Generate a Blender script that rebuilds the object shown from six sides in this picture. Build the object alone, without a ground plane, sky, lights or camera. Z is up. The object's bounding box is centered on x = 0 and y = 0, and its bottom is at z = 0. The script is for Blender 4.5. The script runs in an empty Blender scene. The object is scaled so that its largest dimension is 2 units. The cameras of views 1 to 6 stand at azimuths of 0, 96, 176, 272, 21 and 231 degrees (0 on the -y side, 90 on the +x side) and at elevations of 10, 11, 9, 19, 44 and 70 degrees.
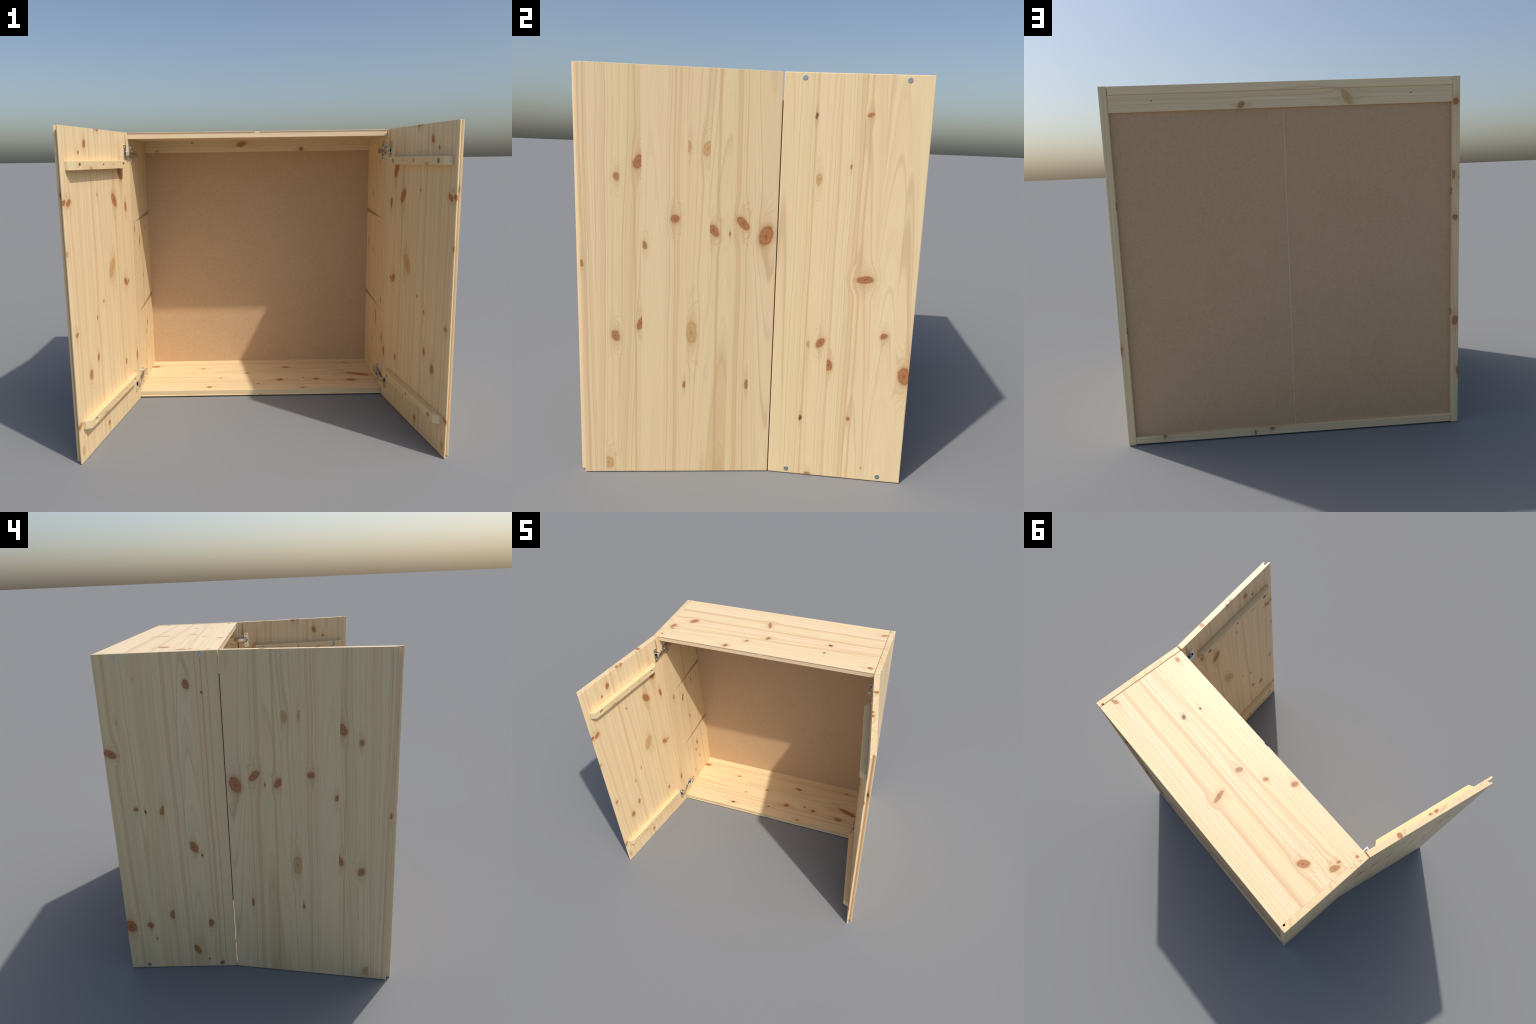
"""Small two-door pine storage cabinet, doors standing open at about ten degrees past square.

World frame: metres, z up, front of the cabinet towards -y.
Every board is built from its measured sizes; knots, staves and growth rings are
computed in the wood shader from a "tree" model (rings round a tilted pith per stave).
"""
import bpy, bmesh, math
from mathutils import Matrix, Vector

# ------------------------------------------------------------------ sizes
HEIGHT = 1.767            # side panels and doors
OUT_X = 0.8573            # outer face of a side panel
IN_X = 0.8195             # inner face of a side panel
FRONT_Y, BACK_Y = 0.1213, 0.7175
PANEL_TOP = (1.7275, 1.7656)
PANEL_BOTTOM = (0.0050, 0.0425)
PANEL_Y = (0.1240, 0.7160)
DOOR_ANGLE = math.radians(9.95)
DOOR_HINGE = Vector((0.8575, 0.1175, 0.0))
DOOR_T = 0.038            # door thickness
HINGE_Z = (1.638, 0.127)
PIN_Y = (0.206, 0.617)    # shelf pin columns
PIN_Z0, PIN_STEP, PIN_COUNT = 1.5378, 0.0685, 20


# ------------------------------------------------------------------ node helpers
class Nodes:
    """Small wrapper that builds a material tree with short calls."""

    def __init__(self, name):
        self.mat = bpy.data.materials.new(name)
        self.mat.use_nodes = True
        self.t = self.mat.node_tree
        self.t.nodes.clear()
        self.out = self.t.nodes.new("ShaderNodeOutputMaterial")
        self.bsdf = self.t.nodes.new("ShaderNodeBsdfPrincipled")
        self.link(self.bsdf.outputs[0], self.out.inputs[0])

    def link(self, a, b):
        self.t.links.new(a, b)

    def put(self, sock, val):
        if isinstance(val, bpy.types.NodeSocket):
            self.link(val, sock)
        elif val is not None:
            sock.default_value = val

    def math(self, op, a, b=None, c=None, clamp=False):
        n = self.t.nodes.new("ShaderNodeMath")
        n.operation = op
        n.use_clamp = clamp
        for s, v in zip(n.inputs, (a, b, c)):
            self.put(s, v)
        return n.outputs[0]

    def vec(self, op, a, b=None, scale=None):
        n = self.t.nodes.new("ShaderNodeVectorMath")
        n.operation = op
        self.put(n.inputs[0], a)
        if b is not None:
            self.put(n.inputs[1], b)
        if scale is not None:
            self.put(n.inputs["Scale"], scale)
        return n.outputs["Value"] if op in ("LENGTH", "DOT_PRODUCT") else n.outputs["Vector"]

    def sep(self, v):
        n = self.t.nodes.new("ShaderNodeSeparateXYZ")
        self.put(n.inputs[0], v)
        return n.outputs

    def comb(self, x, y, z):
        n = self.t.nodes.new("ShaderNodeCombineXYZ")
        for s, v in zip(n.inputs, (x, y, z)):
            self.put(s, v)
        return n.outputs[0]

    def rng(self, v, a, b, c=0.0, d=1.0, smooth=True):
        n = self.t.nodes.new("ShaderNodeMapRange")
        n.interpolation_type = "SMOOTHSTEP" if smooth else "LINEAR"
        for s, x in zip(n.inputs, (v, a, b, c, d)):
            self.put(s, x)
        return n.outputs[0]

    def noise(self, v, scale, detail=2.0, rough=0.5, dim="3D", w=None, color=False):
        n = self.t.nodes.new("ShaderNodeTexNoise")
        n.noise_dimensions = dim
        if dim != "1D":
            self.put(n.inputs["Vector"], v)
        if dim in ("1D", "4D"):
            self.put(n.inputs["W"], w)
        self.put(n.inputs["Scale"], scale)
        n.inputs["Detail"].default_value = detail
        n.inputs["Roughness"].default_value = rough
        return n.outputs["Color" if color else "Fac"]

    def white(self, w):
        n = self.t.nodes.new("ShaderNodeTexWhiteNoise")
        n.noise_dimensions = "1D"
        self.put(n.inputs["W"], w)
        return n.outputs["Color"]

    def mix(self, fac, a, b, blend="MIX"):
        n = self.t.nodes.new("ShaderNodeMix")
        n.data_type = "RGBA"
        n.blend_type = blend
        self.put(n.inputs[0], fac)
        for i, v in ((6, a), (7, b)):
            if isinstance(v, tuple):
                v = (*v, 1.0)
            self.put(n.inputs[i], v)
        return n.outputs[2]

    def ramp(self, fac, stops):
        n = self.t.nodes.new("ShaderNodeValToRGB")
        cr = n.color_ramp
        while len(cr.elements) < len(stops):
            cr.elements.new(0.5)
        for e, (p, c) in zip(cr.elements, stops):
            e.position = p
            e.color = (*c, 1.0) if len(c) == 3 else c
        self.put(n.inputs[0], fac)
        return n.outputs[0]

    def coords(self):
        return self.t.nodes.new("ShaderNodeTexCoord").outputs["Object"]

    def bump(self, h, strength, dist):
        n = self.t.nodes.new("ShaderNodeBump")
        n.inputs["Strength"].default_value = strength
        n.inputs["Distance"].default_value = dist
        self.put(n.inputs["Height"], h)
        self.link(n.outputs[0], self.bsdf.inputs["Normal"])


# ------------------------------------------------------------------ pine
PALE = (0.842, 0.660, 0.392)
PEACH = (0.762, 0.515, 0.298)
STREAK = (0.660, 0.410, 0.195)
LINE = (0.570, 0.395, 0.215)
KNOT_TONES = {            # dark rim, body, bright ring, halo
    "R": ((0.215, 0.064, 0.024), (0.440, 0.165, 0.058), (0.560, 0.270, 0.105), (0.66, 0.42, 0.20)),
    "B": ((0.270, 0.105, 0.036), (0.420, 0.190, 0.070), (0.550, 0.300, 0.125), (0.66, 0.44, 0.21)),
    "P": ((0.420, 0.200, 0.075), (0.590, 0.335, 0.140), (0.690, 0.440, 0.205), (0.70, 0.50, 0.26)),
    "D": ((0.100, 0.050, 0.024), (0.140, 0.070, 0.032), (0.300, 0.150, 0.065), (0.56, 0.35, 0.16)),
}


def pine(name, axes, mid_c, stave0, stave_w, stave_n, knots, seed, wedge=None, faces=0.016, bands=0.46, streaks=0.38, wave=0.030, lines=(), ends=None, strip=None,
         tone_shift=(1.0, 1.0, 1.0)):
    """Glued pine board.

    axes    -- object axes that run (across, through, along) the board
    knots   -- (across, through, along, r_across, r_along, angle, tone[, keep_side, edge])
    """
    n = Nodes(name)
    raw = n.sep(n.coords())
    a, c, l = (raw[i] for i in axes)
    p = n.comb(a, c, l)

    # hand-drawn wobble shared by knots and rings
    wob = n.vec("SUBTRACT", n.noise(p, 38.0, 3.0, 0.65, color=True), (0.5, 0.5, 0.5))
    pk = n.vec("ADD", p, n.vec("SCALE", wob, scale=0.017))

    ph = n.vec("ADD", p, n.vec("MULTIPLY", wob, (0.005, 0.0, 0.016)))

    # stave index, white-noise numbers per stave
    idx = n.math("FLOOR", n.math("DIVIDE", n.math("SUBTRACT", a, stave0), stave_w))
    idx = n.math("MINIMUM", n.math("MAXIMUM", idx, -1.0), float(stave_n))
    r1 = n.sep(n.white(n.math("ADD", idx, seed * 13.7)))
    r2 = n.sep(n.white(n.math("ADD", idx, seed * 13.7 + 101.3)))

    # knots: elliptical distance fields; the grain is pushed aside round each one
    dmin, hmin, push = {}, {}, None
    for k in knots:
        ka, kc, kl, ra, rl, ang, tone = k[:7]
        q = n.vec("SUBTRACT", pk, (ka, kc, kl))
        rot = n.t.nodes.new("ShaderNodeVectorRotate")
        rot.rotation_type = "AXIS_ANGLE"
        rot.inputs["Axis"].default_value = (0, 1, 0)
        rot.inputs["Angle"].default_value = math.radians(-ang)
        n.link(q, rot.inputs["Vector"])
        d = n.vec("LENGTH", n.vec("MULTIPLY", rot.outputs[0], (1 / ra, 1 / faces, 1 / rl)))
        # the wood flows round a longer, upright oval
        ca, sa = abs(math.cos(math.radians(ang))), abs(math.sin(math.radians(ang)))
        ea, el = max(ra * ca, rl * sa), max(rl * ca, ra * sa)
        h = n.vec("LENGTH", n.vec("MULTIPLY", n.vec("SUBTRACT", ph, (ka, kc, kl)),
                                  (1 / ea, 1 / faces, 1 / (el * 1.8 + 0.012))))
        if len(k) > 7:
            side, edge = k[7], k[8]
            cut = n.math("MULTIPLY", n.math("LESS_THAN" if side > 0 else "GREATER_THAN", a, edge), 9.0)
            d = n.math("ADD", d, cut)
            h = n.math("ADD", h, cut)
        if max(ra, rl) > 0.009:
            w = n.math("MULTIPLY", n.rng(h, 0.6, 2.6, 0.72, 0.0), n.sep(q)[0])
            push = w if push is None else n.math("ADD", push, w)
        dmin[tone] = d if tone not in dmin else n.math("MINIMUM", dmin[tone], d)
        hmin[tone] = h if tone not in hmin else n.math("MINIMUM", hmin[tone], h)

    ga = a if push is None else n.math("SUBTRACT", a, push)

    # growth rings round a tilted pith
    slow = n.noise(n.comb(n.math("MULTIPLY", ga, 2.0), n.math("MULTIPLY", idx, 3.7),
                          n.math("MULTIPLY", l, 1.6)), 1.0, 1.5, 0.5)
    mid = n.math("ADD", stave0 + stave_w * 0.5, n.math("MULTIPLY", idx, stave_w))
    da = n.math("SUBTRACT", ga, mid)
    da = n.math("ADD", da, n.math("MULTIPLY", n.math("SUBTRACT", r1[0], 0.5), 0.30))
    da = n.math("ADD", da, n.math("MULTIPLY", l, n.math("MULTIPLY", n.math("SUBTRACT", r1[1], 0.5), 0.035)))
    da = n.math("ADD", da, n.math("MULTIPLY", n.math("SUBTRACT", slow, 0.5), wave))
    dc = n.math("ADD", n.math("SUBTRACT", c, mid_c), n.math("ADD", n.math("MULTIPLY", r1[2], 0.10), 0.045))
    dc = n.math("ADD", dc, n.math("MULTIPLY", l, n.math("MULTIPLY", n.math("SUBTRACT", r2[0], 0.5), 0.05)))
    ring = n.math("SQRT", n.math("ADD", n.math("MULTIPLY", da, da), n.math("MULTIPLY", dc, dc)))
    wide = n.noise(None, 1.0, 2.0, 0.55, dim="1D",
                   w=n.math("ADD", n.math("MULTIPLY", ring, 42.0), n.math("MULTIPLY", idx, 17.3)))
    fine = n.noise(None, 1.0, 2.0, 0.6, dim="1D",
                   w=n.math("ADD", n.math("MULTIPLY", ring, 210.0), n.math("MULTIPLY", idx, 7.9)))
    fibre = n.noise(n.comb(n.math("MULTIPLY", ga, 190.0), n.math("MULTIPLY", c, 190.0),
                           n.math("MULTIPLY", l, 5.0)), 1.0, 2.0, 0.6)

    near = None
    for d in hmin.values():
        near = d if near is None else n.math("MINIMUM", near, d)
    swirl = 0.55 if near is None else n.rng(near, 3.0, 1.0, 0.55, 0.66)

    streak = n.noise(None, 1.0, 1.0, 0.5, dim="1D",
                     w=n.math("ADD", n.math("MULTIPLY", ring, 26.0), n.math("MULTIPLY", idx, 5.1)))
    base = n.mix(n.math("MULTIPLY", n.rng(wide, 0.40, 0.74), bands), PALE, PEACH)
    base = n.mix(n.math("MULTIPLY", n.rng(streak, 0.60, 0.74), streaks), base, STREAK)
    base = n.mix(n.math("MULTIPLY", n.rng(fine, 0.50, 0.78), swirl), base, LINE)
    base = n.mix(n.math("MULTIPLY", n.rng(fibre, 0.45, 0.80), 0.22), base, LINE)
    for pos, half, strength in lines:      # single resinous streaks that run the length of the board
        off = n.math("ADD", n.math("SUBTRACT", ga, pos), n.math("MULTIPLY", n.math("SUBTRACT", slow, 0.5), 0.022))
        m = n.rng(n.math("ABSOLUTE", off), half, half * 0.2)
        base = n.mix(n.math("MULTIPLY", m, strength), base, STREAK)
    if near is not None:       # thin grain lines wrap round the knots
        wrap = n.noise(None, 1.0, 1.0, 0.5, dim="1D", w=n.math("MULTIPLY", n.math("ADD", near, n.math("MULTIPLY", ga, 30.0)), 8.0))
        zone = n.math("MULTIPLY", n.rng(near, 2.6, 1.3), n.rng(near, 0.5, 0.9))
        base = n.mix(n.math("MULTIPLY", n.math("MULTIPLY", n.rng(wrap, 0.50, 0.68), zone), 0.42), base, LINE)
    # each stave leans a little to yellow-green or to pink
    base = n.mix(n.rng(r2[1], 0.15, 1.0), base, n.mix(1.0, base, (1.0, 0.972, 0.950), "MULTIPLY"))
    base = n.mix(n.rng(r2[2], 0.3, 1.0), base, n.mix(1.0, base, (0.97, 0.985, 0.94), "MULTIPLY"))

    speck = n.noise(n.vec("MULTIPLY", p, (1.0, 1.0, 0.55)), 150.0, 3.0, 0.65)
    for tone, d in dmin.items():
        rim, body, bright, halo = KNOT_TONES[tone]
        glow = tuple(0.55 * x + 0.45 * y for x, y in zip(bright, halo))
        ragged = n.math("ADD", d, n.math("MULTIPLY", n.math("SUBTRACT", speck, 0.5), 0.24))
        rings = n.noise(None, 1.0, 2.0, 0.6, dim="1D", w=n.math("MULTIPLY", ragged, 6.5))
        base = n.mix(n.math("MULTIPLY", n.rng(hmin[tone], 1.7, 0.4), 0.50), base, halo)
        base = n.mix(n.math("MULTIPLY", n.rng(d, 1.70, 0.95), 0.50), base, glow)
        col = n.mix(n.rng(rings, 0.40, 0.60), body, bright)
        col = n.mix(n.math("MULTIPLY", n.rng(speck, 0.48, 0.72), 0.45), col, rim)
        edge = n.math("MULTIPLY", n.rng(ragged, 0.55, 0.85), n.rng(ragged, 1.1, 0.9))
        core = n.rng(ragged, 0.42, 0.08)
        col = n.mix(n.math("MULTIPLY", n.math("MAXIMUM", n.math("MULTIPLY", edge, 0.6), core), 0.75), col, rim)
        fac = n.rng(ragged, 1.22, 0.74)
        if tone == "P":
            fac = n.math("MULTIPLY", fac, 0.85)
        base = n.mix(fac, base, col)

    if wedge is not None:      # shading-fault triangles painted dark, running back from two shelf-pin holes
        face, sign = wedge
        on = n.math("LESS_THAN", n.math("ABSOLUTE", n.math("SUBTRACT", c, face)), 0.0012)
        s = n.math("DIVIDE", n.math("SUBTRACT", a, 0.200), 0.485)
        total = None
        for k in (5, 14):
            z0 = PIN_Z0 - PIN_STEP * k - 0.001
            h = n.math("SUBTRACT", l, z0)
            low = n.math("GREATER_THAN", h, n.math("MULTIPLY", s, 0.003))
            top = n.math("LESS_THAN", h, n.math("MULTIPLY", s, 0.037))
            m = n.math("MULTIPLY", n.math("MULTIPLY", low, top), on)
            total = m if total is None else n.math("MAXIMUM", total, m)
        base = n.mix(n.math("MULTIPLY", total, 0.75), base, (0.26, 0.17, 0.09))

    if strip is not None:      # false shading by the hinge edge, drawn as a dark line and wedge
        face, edge = strip
        on = n.math("LESS_THAN", n.math("ABSOLUTE", n.math("SUBTRACT", c, face)), 0.0012)
        shade_line = n.math("LESS_THAN", n.math("ABSOLUTE", n.math("SUBTRACT", a, edge)), 0.0014)
        up = n.rng(l, 1.670, 1.755, 0.0100, 0.0045, smooth=False)
        shade_wedge = n.math("LESS_THAN", n.math("ABSOLUTE", n.math("SUBTRACT", a, edge - 0.006)), up)
        shade_wedge = n.math("MULTIPLY", shade_wedge, n.math("MULTIPLY", n.math("GREATER_THAN", l, 1.674),
                                                 n.math("LESS_THAN", l, 1.757)))
        m = n.math("MAXIMUM", n.math("MULTIPLY", shade_line, 0.55), n.math("MULTIPLY", shade_wedge, 0.7))
        base = n.mix(n.math("MULTIPLY", m, on), base, (0.28, 0.19, 0.10))

    if ends is not None:       # sawn ends: bold slanting annual rings
        lo, hi = ends
        e = n.math("MAXIMUM", n.math("LESS_THAN", l, lo), n.math("GREATER_THAN", l, hi))
        ph2 = n.math("ADD", n.math("MULTIPLY", a, 720.0), n.math("MULTIPLY", c, 430.0))
        saw = n.rng(n.math("SINE", n.math("ADD", ph2, n.math("MULTIPLY", fine, 3.0))), -0.6, 0.9)
        base = n.mix(n.math("MULTIPLY", e, 0.5), base, n.mix(saw, (0.84, 0.70, 0.47), (0.56, 0.40, 0.22)))

    base = n.mix(1.0, base, tone_shift, "MULTIPLY")
    n.put(n.bsdf.inputs["Base Color"], base)
    n.bsdf.inputs["Roughness"].default_value = 0.42
    n.bsdf.inputs["Specular IOR Level"].default_value = 0.45
    grain = n.noise(n.vec("MULTIPLY", p, (170.0, 170.0, 5.0)), 1.0, 2.0, 0.6)
    n.bump(grain, 0.12, 0.0012)
    return n.mat


def fibreboard():
    n = Nodes("hardboard")
    p = n.coords()
    mott = n.noise(p, 75.0, 4.0, 0.7)
    fib = n.noise(n.vec("MULTIPLY", p, (1.0, 1.0, 0.75)), 150.0, 3.0, 0.7)
    cloud = n.noise(p, 5.0, 2.0, 0.5)
    col = n.mix(n.rng(mott, 0.33, 0.67), (0.540, 0.355, 0.200), (0.610, 0.405, 0.232))
    col = n.mix(n.math("MULTIPLY", n.rng(fib, 0.42, 0.72), 0.22), col, (0.49, 0.322, 0.175))
    col = n.mix(n.math("MULTIPLY", n.rng(cloud, 0.35, 0.7), 0.25), col, (0.60, 0.405, 0.24))
    n.put(n.bsdf.inputs["Base Color"], col)
    n.bsdf.inputs["Roughness"].default_value = 0.62
    n.bsdf.inputs["Specular IOR Level"].default_value = 0.3
    n.bump(fib, 0.1, 0.001)
    return n.mat


def metal(name, color, rough, metallic=1.0):
    n = Nodes(name)
    g = n.noise(n.coords(), 300.0, 2.0, 0.5)
    n.put(n.bsdf.inputs["Base Color"], n.mix(n.math("MULTIPLY", g, 0.25), color, tuple(0.7 * x for x in color)))
    n.bsdf.inputs["Metallic"].default_value = metallic
    n.bsdf.inputs["Roughness"].default_value = rough
    return n.mat


def plain(name, color, rough=0.6):
    n = Nodes(name)
    g = n.noise(n.coords(), 200.0, 2.0, 0.5)
    n.put(n.bsdf.inputs["Base Color"], n.mix(n.math("MULTIPLY", g, 0.3), color, tuple(0.8 * x for x in color)))
    n.bsdf.inputs["Roughness"].default_value = rough
    return n.mat


# ------------------------------------------------------------------ mesh helpers
def finish(name, bm, mat, smooth_angle=4.0):
    me = bpy.data.meshes.new(name)
    bmesh.ops.recalc_face_normals(bm, faces=bm.faces[:])
    bm.to_mesh(me)
    bm.free()
    me.materials.append(mat)
    me.shade_smooth()
    me.set_sharp_from_angle(angle=math.radians(smooth_angle))
    ob = bpy.data.objects.new(name, me)
    bpy.context.scene.collection.objects.link(ob)
    return ob


def prism(profile, axis, lo, hi):
    """Extrude a closed 2D profile along an axis; profile is given on the other two axes in order."""
    bm = bmesh.new()

    def pt(p, h):
        co = list(p)
        co.insert(axis, h)
        return co

    low = [bm.verts.new(pt(p, lo)) for p in profile]
    top = [bm.verts.new(pt(p, hi)) for p in profile]
    bm.faces.new(low)
    bm.faces.new(top[::-1])
    k = len(profile)
    for i in range(k):
        j = (i + 1) % k
        bm.faces.new((low[i], top[i], top[j], low[j]))
    bmesh.ops.recalc_face_normals(bm, faces=bm.faces[:])
    return bm


def box(x, y, z):
    return prism([(x[0], y[0]), (x[1], y[0]), (x[1], y[1]), (x[0], y[1])], 2, z[0], z[1])


def round_edges(bm, width, segments=2, min_angle=40.0):
    es = [e for e in bm.edges if len(e.link_faces) == 2 and e.calc_face_angle(0) > math.radians(min_angle)]
    bmesh.ops.bevel(bm, geom=es, offset=width, segments=segments, profile=0.6, affect="EDGES", clamp_overlap=True)
    return bm


def cylinder(bm, center, axis, radius, depth, seg=24, r2=None):
    d = Vector(axis).normalized()
    m = Matrix.Translation(center) @ d.to_track_quat("Z", "Y").to_matrix().to_4x4()
    bmesh.ops.create_cone(bm, cap_ends=True, segments=seg, radius1=radius,
                          radius2=radius if r2 is None else r2, depth=depth, matrix=m)


def add_box(bm, x, y, z):
    m = Matrix.Translation(((x[0] + x[1]) / 2, (y[0] + y[1]) / 2, (z[0] + z[1]) / 2)) @ \
        Matrix.Diagonal((abs(x[1] - x[0]), abs(y[1] - y[0]), abs(z[1] - z[0]), 1))
    bmesh.ops.create_cube(bm, size=1.0, matrix=m)


def carve(ob, cutter_bm, overlapping=False, smooth_angle=4.0):
    """Boolean-subtract a bmesh of separate cutters and keep the plain mesh."""
    me = bpy.data.meshes.new("cutter")
    bmesh.ops.recalc_face_normals(cutter_bm, faces=cutter_bm.faces[:])
    cutter_bm.to_mesh(me)
    cutter_bm.free()
    cut = bpy.data.objects.new("cutter", me)
    bpy.context.scene.collection.objects.link(cut)
    mod = ob.modifiers.new("cut", "BOOLEAN")
    mod.operation, mod.solver, mod.object = "DIFFERENCE", "EXACT", cut
    mod.use_self = overlapping
    dg = bpy.context.evaluated_depsgraph_get()
    new = bpy.data.meshes.new_from_object(ob.evaluated_get(dg))
    ob.modifiers.clear()
    mats = list(ob.data.materials)
    old = ob.data
    ob.data = new
    new.name = old.name
    bpy.data.meshes.remove(old)
    new.materials.clear()
    for m in mats:
        new.materials.append(m)
    bpy.data.objects.remove(cut)
    bpy.data.meshes.remove(me)
    new.shade_smooth()
    new.set_sharp_from_angle(angle=math.radians(smooth_angle))
    return ob


def second_face(ob, mat, direction):
    """Give the faces that look along a direction their own material."""
    ob.data.materials.append(mat)
    d = Vector(direction)
    for poly in ob.data.polygons:
        if poly.normal.dot(d) > 0.6:
            poly.material_index = 1
    return ob


def child(ob, parent):
    ob.parent = parent
    ob.matrix_parent_inverse = Matrix.Identity(4)
    return ob


def twin(ob, name=None):
    c = ob.copy()
    if name:
        c.name = name
    bpy.context.scene.collection.objects.link(c)
    return c


# ------------------------------------------------------------------ knot plans (measured on the faces)
def on_face(through, plan):
    return [(k[0], through, *k[1:]) for k in plan]


DOOR_OUTER = [
    (0.577, 1.388, 0.0200, 0.0310, -25, "R", 1, 0.565), (0.667, 1.326, 0.0119, 0.0168, 14, "B"),
    (0.296, 1.451, 0.0190, 0.0310, -14, "P", 1, 0.285), (0.375, 1.455, 0.0110, 0.0240, 1, "P", -1, 0.377),
    (0.427, 1.159, 0.0181, 0.0184, 0, "R"), (0.555, 1.044, 0.0120, 0.0170, 20, "B", -1, 0.562),
    (0.266, 1.114, 0.0180, 0.0300, 41, "R", -1, 0.283), (0.197, 1.101, 0.0042, 0.0097, 1, "B"),
    (0.144, 1.147, 0.0170, 0.0357, 39, "R"), (0.046, 1.097, 0.0300, 0.0445, -18, "R"),
    (0.815, 0.960, 0.0081, 0.0140, -2, "B"), (0.677, 0.646, 0.0170, 0.0250, 18, "B"),
    (0.570, 0.702, 0.0153, 0.0321, -24, "R", 1, 0.565), (0.355, 0.664, 0.0239, 0.0533, 1, "P", -1, 0.377),
    (0.381, 0.423, 0.0093, 0.0155, 0, "R", 1, 0.378), (0.108, 0.426, 0.0087, 0.0218, 2, "B", 1, 0.102),
    (0.716, 0.046, 0.0236, 0.0270, 17, "P", -1, 0.727),
]
DOOR_INNER = [
    (0.585, 1.684, 0.0147, 0.0228, -20, "R"), (0.656, 1.638, 0.0095, 0.0117, -8, "B"),
    (0.144, 1.520, 0.0250, 0.0520, 27, "R"), (0.247, 1.365, 0.0260, 0.0470, 35, "R"),
    (0.467, 1.408, 0.0060, 0.0091, -8, "B"), (0.083, 1.312, 0.0140, 0.0308, 4, "R"),
    (0.791, 1.388, 0.0145, 0.0246, -55, "R"), (0.832, 1.392, 0.0119, 0.0173, -43, "R"),
    (0.325, 0.968, 0.0330, 0.0620, -27, "P"), (0.137, 0.843, 0.0180, 0.0300, 49, "R"),
    (0.095, 0.838, 0.0090, 0.0105, -8, "B"), (0.465, 0.802, 0.0070, 0.0066, -8, "B"),
    (0.555, 0.728, 0.0075, 0.0148, -8, "B"), (0.795, 0.702, 0.0119, 0.0159, -70, "B"),
    (0.571, 0.503, 0.0120, 0.0236, -15, "R"), (0.195, 0.337, 0.0110, 0.0168, -8, "R"),
    (0.669, 0.437, 0.0190, 0.0270, 11, "B"), (0.488, 0.064, 0.0140, 0.0160, -8, "R"),
    (0.830, 0.212, 0.0126, 0.0209, -53, "B"), (0.811, 0.063, 0.0130, 0.0248, -8, "P"),
    (0.015, 0.318, 0.0130, 0.0308, -8, "R"), (0.837, 1.135, 0.0113, 0.0130, -8, "P"),
    (0.170, 0.155, 0.0090, 0.0070, 0, "D"), (0.420, 1.762, 0.0160, 0.0070, 0, "R"),
]
SIDE_RIGHT_OUT = [
    (0.259, 1.597, 0.0053, 0.0115, -3, "D"), (0.476, 1.609, 0.0089, 0.0129, 78, "R"),
    (0.411, 1.401, 0.0033, 0.0092, -4, "B"), (0.283, 1.343, 0.0108, 0.0240, 7, "P"),
    (0.498, 0.931, 0.0150, 0.0368, 84, "R"), (0.599, 0.687, 0.0115, 0.0174, 64, "R"),
    (0.327, 0.637, 0.0150, 0.0251, 35, "R"), (0.275, 0.626, 0.0071, 0.0150, -3, "P"),
    (0.367, 0.538, 0.0186, 0.0255, -18, "R", 1, 0.360), (0.697, 0.512, 0.0264, 0.0421, -5, "R"),
    (0.258, 0.279, 0.0066, 0.0127, -3, "D", -1, 0.266), (0.470, 0.294, 0.0079, 0.0102, -3, "R"),
    (0.302, 0.007, 0.0135, 0.0066, -3, "B"), (0.543, 0.059, 0.0044, 0.0081, -4, "P"),
]
SIDE_LEFT_OUT = [
    (0.282, 1.612, 0.0150, 0.0231, 10, "R"), (0.208, 1.572, 0.0046, 0.0055, -4, "D"),
    (0.686, 1.277, 0.0190, 0.0349, 64, "R"), (0.636, 1.432, 0.0064, 0.0074, -7, "P"),
    (0.591, 0.976, 0.0100, 0.0129, -81, "R"), (0.542, 0.962, 0.0042, 0.0091, -6, "D"),
    (0.450, 0.966, 0.0150, 0.0256, -15, "R", 1, 0.445), (0.307, 0.751, 0.0185, 0.0362, 26, "R"),
    (0.267, 0.704, 0.0052, 0.0068, -4, "D"), (0.450, 0.347, 0.0161, 0.0273, -18, "R", 1, 0.445),
    (0.585, 0.280, 0.0159, 0.0202, 31, "R"), (0.695, 0.276, 0.0300, 0.0404, 31, "R"),
    (0.558, 0.193, 0.0046, 0.0075, -6, "B"), (0.251, 0.285, 0.0181, 0.0210, -4, "R", -1, 0.261),
    (0.339, 0.118, 0.0180, 0.0320, 32, "R", -1, 0.354), (0.272, 0.050, 0.0056, 0.0066, -4, "R"),
    (0.198, 0.026, 0.0086, 0.0105, 53, "R"), (0.535, 1.642, 0.0031, 0.0054, -6, "P"),
]
SIDE_LEFT_IN = [
    (0.512, 1.123, 0.0070, 0.0106, 0, "D"), (0.334, 1.053, 0.0140, 0.0310, 20, "R"),
    (0.407, 0.797, 0.0070, 0.0145, 5, "D"), (0.466, 0.432, 0.0150, 0.0194, 15, "R"),
    (0.427, 0.372, 0.0085, 0.0177, 5, "R"), (0.363, 0.157, 0.0080, 0.0166, 5, "B"),
    (0.194, 1.150, 0.0110, 0.0171, 5, "B"), (0.479, 0.252, 0.0080, 0.0164, 5, "B"),
    (0.560, 1.45, 0.012, 0.05, 3, "P"), (0.690, 1.31, 0.010, 0.05, 0, "B"),
]
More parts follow.
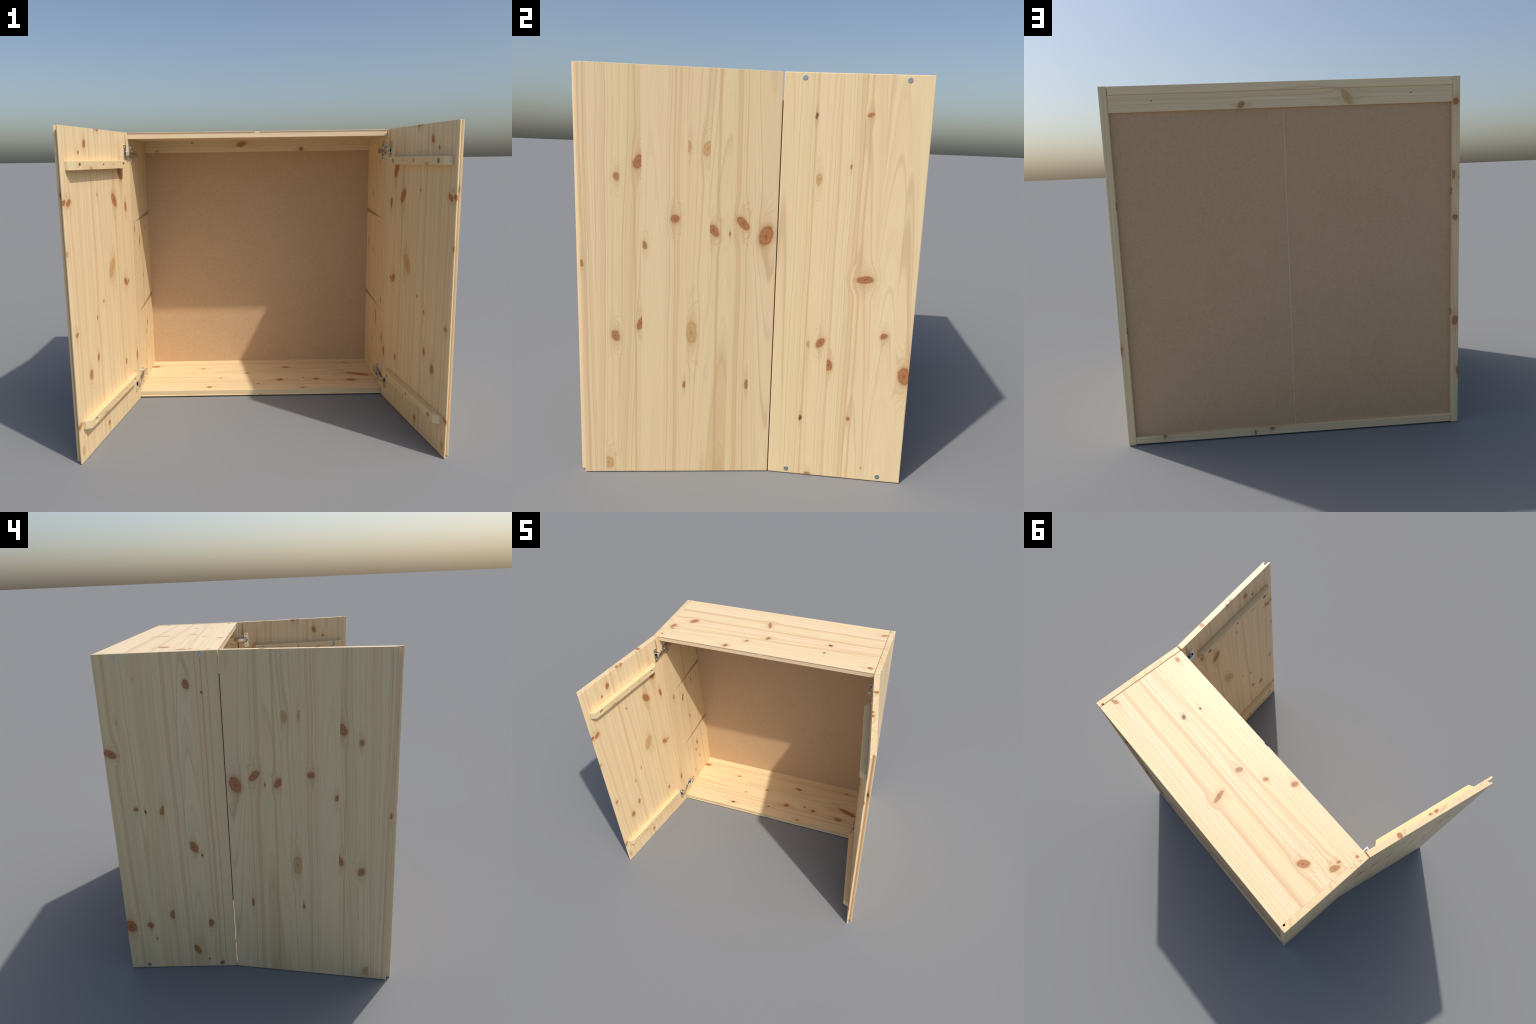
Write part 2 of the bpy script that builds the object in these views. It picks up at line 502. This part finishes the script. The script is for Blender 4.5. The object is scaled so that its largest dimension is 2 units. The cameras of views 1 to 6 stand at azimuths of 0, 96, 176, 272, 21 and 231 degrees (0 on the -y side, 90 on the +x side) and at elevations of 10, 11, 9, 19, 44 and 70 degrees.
SIDE_RIGHT_IN = [
    (0.501, 1.342, 0.0090, 0.0130, 0, "D"), (0.480, 0.939, 0.0070, 0.0080, 0, "D"),
    (0.205, 0.948, 0.0060, 0.0080, 0, "B"), (0.200, 0.641, 0.0090, 0.0140, 0, "D"),
    (0.335, 0.483, 0.0100, 0.0500, 8, "R"), (0.609, 0.979, 0.0200, 0.0411, 6, "P"),
    (0.456, 0.286, 0.0090, 0.0110, 0, "B"), (0.484, 0.112, 0.0090, 0.0110, 0, "B"),
    (0.150, 0.390, 0.0100, 0.0350, 0, "R"), (0.300, 1.560, 0.0090, 0.0300, 0, "P"),
]
TOP_OUT = [
    (0.176, 0.780, 0.0110, 0.0170, -6, "R"), (0.627, 0.791, 0.0110, 0.0244, 28, "B"),
    (0.270, 0.429, 0.0070, 0.0085, 0, "D"), (0.377, 0.446, 0.0120, 0.0140, -20, "D"),
    (0.337, -0.018, 0.0160, 0.0221, 60, "B"), (0.258, -0.159, 0.0116, 0.0165, 60, "B"),
    (0.154, -0.286, 0.0152, 0.0202, 65, "R"), (0.521, -0.068, 0.0131, 0.0423, -73, "B"),
    (0.411, -0.652, 0.0225, 0.0347, 50, "R"), (0.300, -0.778, 0.0153, 0.0298, 69, "B"),
    (0.261, -0.768, 0.0078, 0.0123, 69, "B"), (0.167, -0.810, 0.0078, 0.0098, 79, "R"),
]
BOTTOM_IN = [
    (0.518, -0.426, 0.0090, 0.0146, 8, "B"), (0.335, -0.289, 0.0070, 0.0079, 18, "B"),
    (0.421, -0.101, 0.0080, 0.0142, 8, "B"), (0.178, -0.354, 0.0090, 0.0171, 8, "D"),
    (0.526, 0.191, 0.0140, 0.0271, -15, "B"), (0.292, 0.138, 0.0210, 0.0250, 32, "B"),
    (0.323, 0.308, 0.0070, 0.0077, 18, "B"), (0.299, 0.395, 0.0170, 0.0182, 18, "R"),
    (0.150, 0.288, 0.0080, 0.0164, 8, "R"), (0.607, 0.643, 0.0090, 0.0140, 8, "B"),
    (0.378, 0.708, 0.0200, 0.0886, -19, "R"), (0.272, 0.642, 0.0200, 0.0333, -8, "B"),
    (0.227, -0.019, 0.0070, 0.0123, 8, "B"), (0.577, -0.794, 0.0150, 0.0335, 8, "R"),
]
RAIL_FRONT = [
    (1.703, -0.115, 0.0180, 0.0360, 14, "B"), (1.662, 0.322, 0.0144, 0.0164, -90, "B"),
    (1.715, -0.475, 0.0060, 0.0070, 88, "B"), (1.658, -0.735, 0.0047, 0.0071, 88, "B"),
]
RAIL_BACK = [(1.664, 0.202, 0.0120, 0.0184, -27, "B"), (1.685, -0.304, 0.0170, 0.0431, 55, "P")]


# ------------------------------------------------------------------ the cabinet
cabinet = bpy.data.objects.new("storage_cabinet", None)
cabinet.empty_display_size = 0.2
bpy.context.scene.collection.objects.link(cabinet)
cabinet["label"] = "pale knotty pine cabinet with two wide open doors"
cabinet["category"] = "cabinet"

chrome = metal("hinge_chrome", (0.74, 0.75, 0.76), 0.2)
dark_steel = metal("cup_steel", (0.5, 0.5, 0.5), 0.3)
zinc = metal("zinc_screw", (0.56, 0.60, 0.62), 0.28, 1.0)
zinc_dark = metal("screw_socket", (0.22, 0.27, 0.30), 0.45, 0.7)


# --- screw: flat head with a sunk socket
def make_screw(name, radius, head=0.0022):
    bm = bmesh.new()
    cylinder(bm, (0, 0, head / 2 - 0.002), (0, 0, 1), radius, head + 0.004, 28)
    round_edges(bm, radius * 0.16, 2)
    ob = finish(name, bm, zinc)
    cut = bmesh.new()
    cylinder(cut, (0, 0, head), (0, 0, 1), radius * 0.36, 0.0034, 6)
    return carve(ob, cut)


def orient(z_dir, loc, spin=0.0):
    q = Vector(z_dir).normalized().to_track_quat("Z", "Y")
    return Matrix.Translation(loc) @ q.to_matrix().to_4x4() @ Matrix.Rotation(spin, 4, "Z")


# --- side panels
def side_panel(sign):
    x = sorted((sign * IN_X, sign * OUT_X))
    bm = round_edges(box(x, (FRONT_Y, BACK_Y), (0.0, HEIGHT)), 0.0036)
    out = SIDE_RIGHT_OUT if sign > 0 else SIDE_LEFT_OUT
    inn = SIDE_RIGHT_IN if sign > 0 else SIDE_LEFT_IN
    knots = on_face(sign * OUT_X, out)
    if sign < 0:   # knots on the rear edge of the left side
        knots += [(BACK_Y, -0.835, 1.648, 0.012, 0.0153, 0, "R"), (BACK_Y, -0.820, 1.296, 0.012, 0.0239, 0, "B"),
                  (BACK_Y, -0.835, 1.085, 0.012, 0.0113, 0, "R"), (BACK_Y, -0.838, 0.555, 0.012, 0.0242, 0, "R")]
    where = "right" if sign > 0 else "left"
    layout = ((1, 0, 2), sign * 0.8375, 0.172 if sign > 0 else 0.168, 0.0935, 6)
    seed = 3.0 if sign > 0 else 5.0
    mat = pine("pine_side_" + where, *layout, knots, seed,
               lines=((0.455, 0.0050, 0.75), (0.478, 0.0080, 0.60), (0.262, 0.0050, 0.55)) if sign > 0 else
               ((0.207, 0.0050, 0.75), (0.176, 0.0040, 0.70), (0.232, 0.0040, 0.50), (0.345, 0.0045, 0.55)))
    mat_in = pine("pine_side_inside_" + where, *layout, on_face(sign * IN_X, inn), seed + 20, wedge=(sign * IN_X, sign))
    ob = finish("side_panel", bm, mat)
    cut = bmesh.new()
    for y in PIN_Y:
        for k in range(PIN_COUNT):
            cylinder(cut, (sign * IN_X, y, PIN_Z0 - k * PIN_STEP), (1, 0, 0), 0.0052, 0.036, 14)
    cylinder(cut, (sign * 0.8385, 0.1675, HEIGHT), (0, 0, 1), 0.0026, 0.06, 14)
    cylinder(cut, (sign * 0.8385, 0.1675, 0), (0, 0, 1), 0.0026, 0.06, 14)
    g = sorted((sign * (IN_X - 0.01), sign * (IN_X + 0.0105)))
    add_box(cut, g, (0.6850, 0.6984), (-0.1, HEIGHT + 0.1))
    carve(ob, cut)
    second_face(ob, mat_in, (-sign, 0, 0))
    return child(ob, cabinet)


side_r, side_l = side_panel(1), side_panel(-1)

side_screw = make_screw("screw", 0.0108)
first = True
for sign, panel in ((1, side_r), (-1, side_l)):
    for y in (0.205, 0.618):
        for z in (1.746, 0.0218):
            s = side_screw if first else twin(side_screw)
            first = False
            s.matrix_world = orient((sign, 0, 0), (sign * (OUT_X - 0.0004), y, z), y * 3 + z)
            child(s, panel)


# --- top and bottom panels, each with a thin front lip that has a finger notch
def flat_panel(name, z, lip, knots, seed, x):
    y0, y1 = PANEL_Y
    lz = sorted(lip)
    yl = y0 - 0.0040
    up = lip[0] > 0.8
    if up:
        prof = [(y0, z[0]), (y1, z[0]), (y1, z[1]), (yl, z[1]), (yl, lz[0]), (y0, lz[0])]
    else:
        prof = [(y0, z[1]), (y1, z[1]), (y1, z[0]), (yl, z[0]), (yl, lz[1]), (y0, lz[1])]
    bm = prism(prof, 0, x[0], x[1])
    round_edges(bm, 0.0016)
    mat = pine("pine_" + name, (1, 2, 0), sum(z) / 2, 0.150, 0.097, 6, knots, seed, bands=0.35, streaks=0.42, wave=0.055,
               lines=((0.560, 0.009, 0.7), (0.440, 0.012, 0.6), (0.405, 0.004, 0.7), (0.300, 0.006, 0.5)) if up
               else ((0.260, 0.006, 0.6), (0.215, 0.004, 0.6), (0.430, 0.006, 0.45)),
               tone_shift=(1.06, 1.07, 1.14) if up else (1.0, 1.0, 1.02))
    ob = finish(name, bm, mat)
    cut = bmesh.new()
    add_box(cut, (-0.0150, 0.0150), (yl - 0.02, y0 + 0.0006), (lz[0] - 0.0006, lz[1] + 0.02) if up
            else (lz[0] - 0.02, lz[1] + 0.0006))
    carve(ob, cut)
    return child(ob, cabinet)


top_panel = flat_panel("top_panel", PANEL_TOP, (1.7622, 1.7656), on_face(PANEL_TOP[1], TOP_OUT), 7.0,
                       (-0.8193, 0.8168))
bottom_knots = on_face(PANEL_BOTTOM[1], BOTTOM_IN) + [
    (BACK_Y, 0.040, 0.673, 0.010, 0.0099, 0, "B"), (BACK_Y, 0.022, 0.213, 0.010, 0.0050, 0, "B"),
    (BACK_Y, 0.042, 0.123, 0.010, 0.0118, 0, "B")]
bottom_panel = flat_panel("bottom_panel", PANEL_BOTTOM, (0.0050, 0.0108), bottom_knots, 11.0, (-0.8192, 0.8192))

# --- rail behind the top, with two wall-fixing holes
RAIL_Y = (0.6785, 0.7125)
rail = finish("back_rail", round_edges(box((-0.8190, 0.8190), RAIL_Y, (1.6468, 1.7273)), 0.0006),
              pine("pine_rail", (2, 1, 0), 0.69, 1.60, 0.30, 1,
                   on_face(RAIL_Y[0], RAIL_FRONT) + on_face(RAIL_Y[1], RAIL_BACK), 13.0))
cut = bmesh.new()
for sx in (-0.6148, 0.6180):
    cylinder(cut, (sx, 0.69, 1.696), (0, 1, 0), 0.0040, 0.08, 18)
carve(rail, cut)
child(rail, cabinet)

# --- hardboard back in its grooves, with the pale folding seam
back = finish("back_panel", box((-0.8285, 0.8285), (0.6855, 0.6978), (0.0300, 1.6500)), fibreboard())
child(back, cabinet)
seam = finish("seam", box((0.0008, 0.0046), (0.6970, 0.6988), (0.0430, 1.6435)), plain("seam_tape", (0.66, 0.52, 0.41)))
child(seam, back)

# --- doors: profile across the door (t along it from the hinge, n out of its outer face)
DOOR_PROFILE = [
    (0.0, 0.0), (0.8185, 0.0), (0.8200, -0.0022), (0.8168, -0.0090), (0.8128, -0.0120), (0.8050, -0.0135),
    (0.8045, -0.0238), (0.8290, -0.0246), (0.8365, -0.0265), (0.8410, -0.0305), (0.8420, -0.0350),
    (0.8405, -0.0380),
    (0.0, -0.0380),
]
CUP_T, CUP_R = 0.0465, 0.0245


def door_mesh():
    bm = prism(DOOR_PROFILE, 2, 0.0006, HEIGHT)
    round_edges(bm, 0.0032, 2, 50)
    knots = on_face(-DOOR_T, DOOR_INNER) + [
        (0.205, -0.017, HEIGHT, 0.013, 0.010, 0, "R"), (0.455, -0.036, HEIGHT, 0.012, 0.006, 0, "R"),
        (0.806, -0.018, 1.430, 0.012, 0.016, 0, "D")]
    layout = ((0, 1, 2), -0.019, 0.0085, 0.0935, 8)
    ob = finish("door", bm, pine("pine_door_inside", *layout, knots, 23.0, strip=(-DOOR_T, 0.0368)))
    cut = bmesh.new()
    for z in HINGE_Z:
        cylinder(cut, (CUP_T, -DOOR_T, z), (0, 1, 0), CUP_R, 0.050, 40)
    carve(ob, cut)
    return second_face(ob, pine("pine_door_outside", *layout, on_face(0.0, DOOR_OUTER), 2.0,
                                 lines=((0.247, 0.010, 0.60), (0.593, 0.007, 0.55), (0.430, 0.006, 0.50), (0.795, 0.006, 0.40))), (0, 1, 0))


U = Vector((math.sin(DOOR_ANGLE), -math.cos(DOOR_ANGLE), 0))
N = Vector((math.cos(DOOR_ANGLE), math.sin(DOOR_ANGLE), 0))
DOOR_M = Matrix(((U.x, N.x, 0, DOOR_HINGE.x), (U.y, N.y, 0, DOOR_HINGE.y), (0, 0, 1, 0), (0, 0, 0, 1)))
MIRROR = Matrix.Diagonal((-1, 1, 1, 1))

door_r = door_mesh()
door_l = twin(door_r)
for d, m in ((door_r, DOOR_M), (door_l, MIRROR @ DOOR_M)):
    child(d, cabinet)
    d.matrix_local = m

# --- dark strips set in the gap between door and side, so that it reads as a dark line
gap_strip_mat = plain("dark_gap_brown", (0.22, 0.18, 0.13))
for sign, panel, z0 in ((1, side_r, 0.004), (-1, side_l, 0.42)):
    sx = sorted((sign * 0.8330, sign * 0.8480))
    child(finish("door_gap_strip", box(sx, (0.1166, FRONT_Y + 0.0004), (z0, 1.655)), gap_strip_mat), panel)

# --- battens on the inside of the doors, ends splayed, three counterbored screws each
BATTEN_N = (-0.0385, -0.0800)
BATTEN_H = 0.0465
SCREW_T = (0.1735, 0.4490, 0.7245)


def batten_mesh():
    h = BATTEN_H / 2
    bm = prism([(0.1000, BATTEN_N[0]), (0.8000, BATTEN_N[0]), (0.8000, -0.0520), (0.7790, BATTEN_N[1]),
                (0.1220, BATTEN_N[1]), (0.1000, -0.0520)], 2, -h, h)
    round_edges(bm, 0.0022, 2, 50)
    mat = pine("pine_batten", (2, 1, 0), -0.06, -0.06, 0.30, 1,
               [(-0.018, -0.079, 0.60, 0.009, 0.020, 20, "P"), (0.004, -0.079, 0.315, 0.004, 0.012, 0, "P")], 17.0, bands=0.5, ends=(0.1215, 0.7795))
    ob = finish("batten", bm, mat)
    cut = bmesh.new()
    for t, r in zip(SCREW_T, (0.0145, 0.0095, 0.0145)):
        cylinder(cut, (t, BATTEN_N[1], 0), (0, 1, 0), r, 0.036, 28)
    return carve(ob, cut)


batten = batten_mesh()
big_screw, small_screw = make_screw("screw", 0.0125), make_screw("screw", 0.0088)
used = set()


def once(ob):
    """First use returns the original, later uses a linked copy."""
    if ob.name in used:
        return twin(ob)
    used.add(ob.name)
    return ob


for d in (door_r, door_l):
    for z in (1.5722, 0.2030):
        b = child(once(batten), d)
        b.matrix_local = Matrix.Translation((0, 0, z))
        for t, src in zip(SCREW_T, (big_screw, small_screw, big_screw)):
            s = child(once(src), d)
            s.matrix_local = orient((0, -1, 0), (t, -0.0705, z), t * 5)


# --- concealed hinges (built for the right side at z = 0, mirrored for the left)
def plate_outline(c0, c1, half, r, seg=5):
    pts = []
    for cx, cz, a0 in ((c1 - r, half - r, 0), (c0 + r, half - r, 90), (c0 + r, -half + r, 180), (c1 - r, -half + r, 270)):
        for i in range(seg + 1):
            a = math.radians(a0 + 90 * i / seg)
            pts.append((cx + r * math.cos(a), cz + r * math.sin(a)))
    return pts


def cup_plate():
    bm = prism(plate_outline(0.0405, 0.0730, 0.0522, 0.003), 1, -0.0440, -0.0379)
    ob = finish("cup_plate", bm, chrome)
    cut = bmesh.new()
    cylinder(cut, (CUP_T, -0.04, 0), (0, 1, 0), 0.0212, 0.03, 40)
    return carve(ob, cut)


def cup():
    bm = bmesh.new()
    cylinder(bm, (CUP_T, -0.0283, 0), (0, 1, 0), 0.0243, 0.026, 40)
    ob = finish("hinge_cup", bm, dark_steel)
    cut = bmesh.new()
    cylinder(cut, (CUP_T, -0.0330, 0), (0, 1, 0), 0.0222, 0.026, 40)
    return carve(ob, cut)


def arm():
    """Cranked arm: a channel that leaves the cup and turns back along the side panel."""
    h = 0.0125
    prof = [(0.8300, 0.0640), (0.8255, 0.0580), (0.8000, 0.0560), (0.7970, 0.0600), (0.7960, 0.1400),
            (0.8000, 0.1500), (0.8000, 0.2480), (0.8110, 0.2480), (0.8110, 0.1380), (0.8080, 0.1280),
            (0.8090, 0.0790), (0.8280, 0.0760)]
    bm = prism(prof, 2, -h, h)
    rims = [e for e in bm.edges if abs(e.verts[0].co.z - e.verts[1].co.z) < 1e-5]
    bmesh.ops.bevel(bm, geom=rims, offset=0.0042, segments=5, profile=0.5, affect="EDGES", clamp_overlap=True)
    # broad rear saddle of the arm
    add_box(bm, (0.7985, 0.8110), (0.1480, 0.2860), (-0.0185, 0.0185))
    cylinder(bm, (0.8255, 0.0690, 0), (0, 0, 1), 0.0085, 0.036, 20)
    ob = finish("hinge", bm, chrome)
    cut = bmesh.new()
    cylinder(cut, (0.800, 0.1690, 0), (1, 0, 0), 0.0062, 0.014, 20)
    add_box(cut, (0.790, 0.8055), (0.222, 0.262), (-0.0058, 0.0058))
    return carve(ob, cut, True, 40.0)


def mount_plate():
    bm = prism([(y, z) for y, z in plate_outline(0.1760, 0.2290, 0.0560, 0.016)], 0, 0.8120, IN_X + 0.0002)
    round_edges(bm, 0.0012, 2, 50)
    add_box(bm, (0.8075, 0.8192), (0.1540, 0.2780), (-0.0130, 0.0130))
    add_box(bm, (0.8125, 0.8160), (0.1420, 0.1560), (-0.0280, 0.0280))
    ob = finish("mounting_plate", bm, chrome)
    return ob


hinge0, cup0, plate0, mount0 = arm(), cup(), cup_plate(), mount_plate()
hinge_screw, arm_screw = make_screw("hinge_screw", 0.0076, 0.003), make_screw("hinge_screw", 0.0115, 0.0045)
for mirror in (Matrix.Identity(4), MIRROR):
    for z in HINGE_Z:
        h = child(once(hinge0), cabinet)
        h.matrix_local = mirror @ Matrix.Translation((0, 0, z))
        for part in (cup0, plate0):
            child(once(part), h).matrix_local = DOOR_M
        child(once(mount0), h).matrix_local = Matrix.Identity(4)
        for dz in (-0.0375, 0.0375):
            s = child(once(hinge_screw), h)
            s.matrix_local = DOOR_M @ orient((0, -1, 0), (0.0540, -0.0432, dz), dz * 30)
            s = child(once(arm_screw), h)
            s.matrix_local = orient((-1, 0, 0), (0.8118, 0.2025, dz * 1.08), dz * 20)
        s = child(once(hinge_screw), h)
        s.matrix_local = orient((-1, 0, 0), (0.7985, 0.2420, 0), 0.4)

bpy.context.view_layer.update()
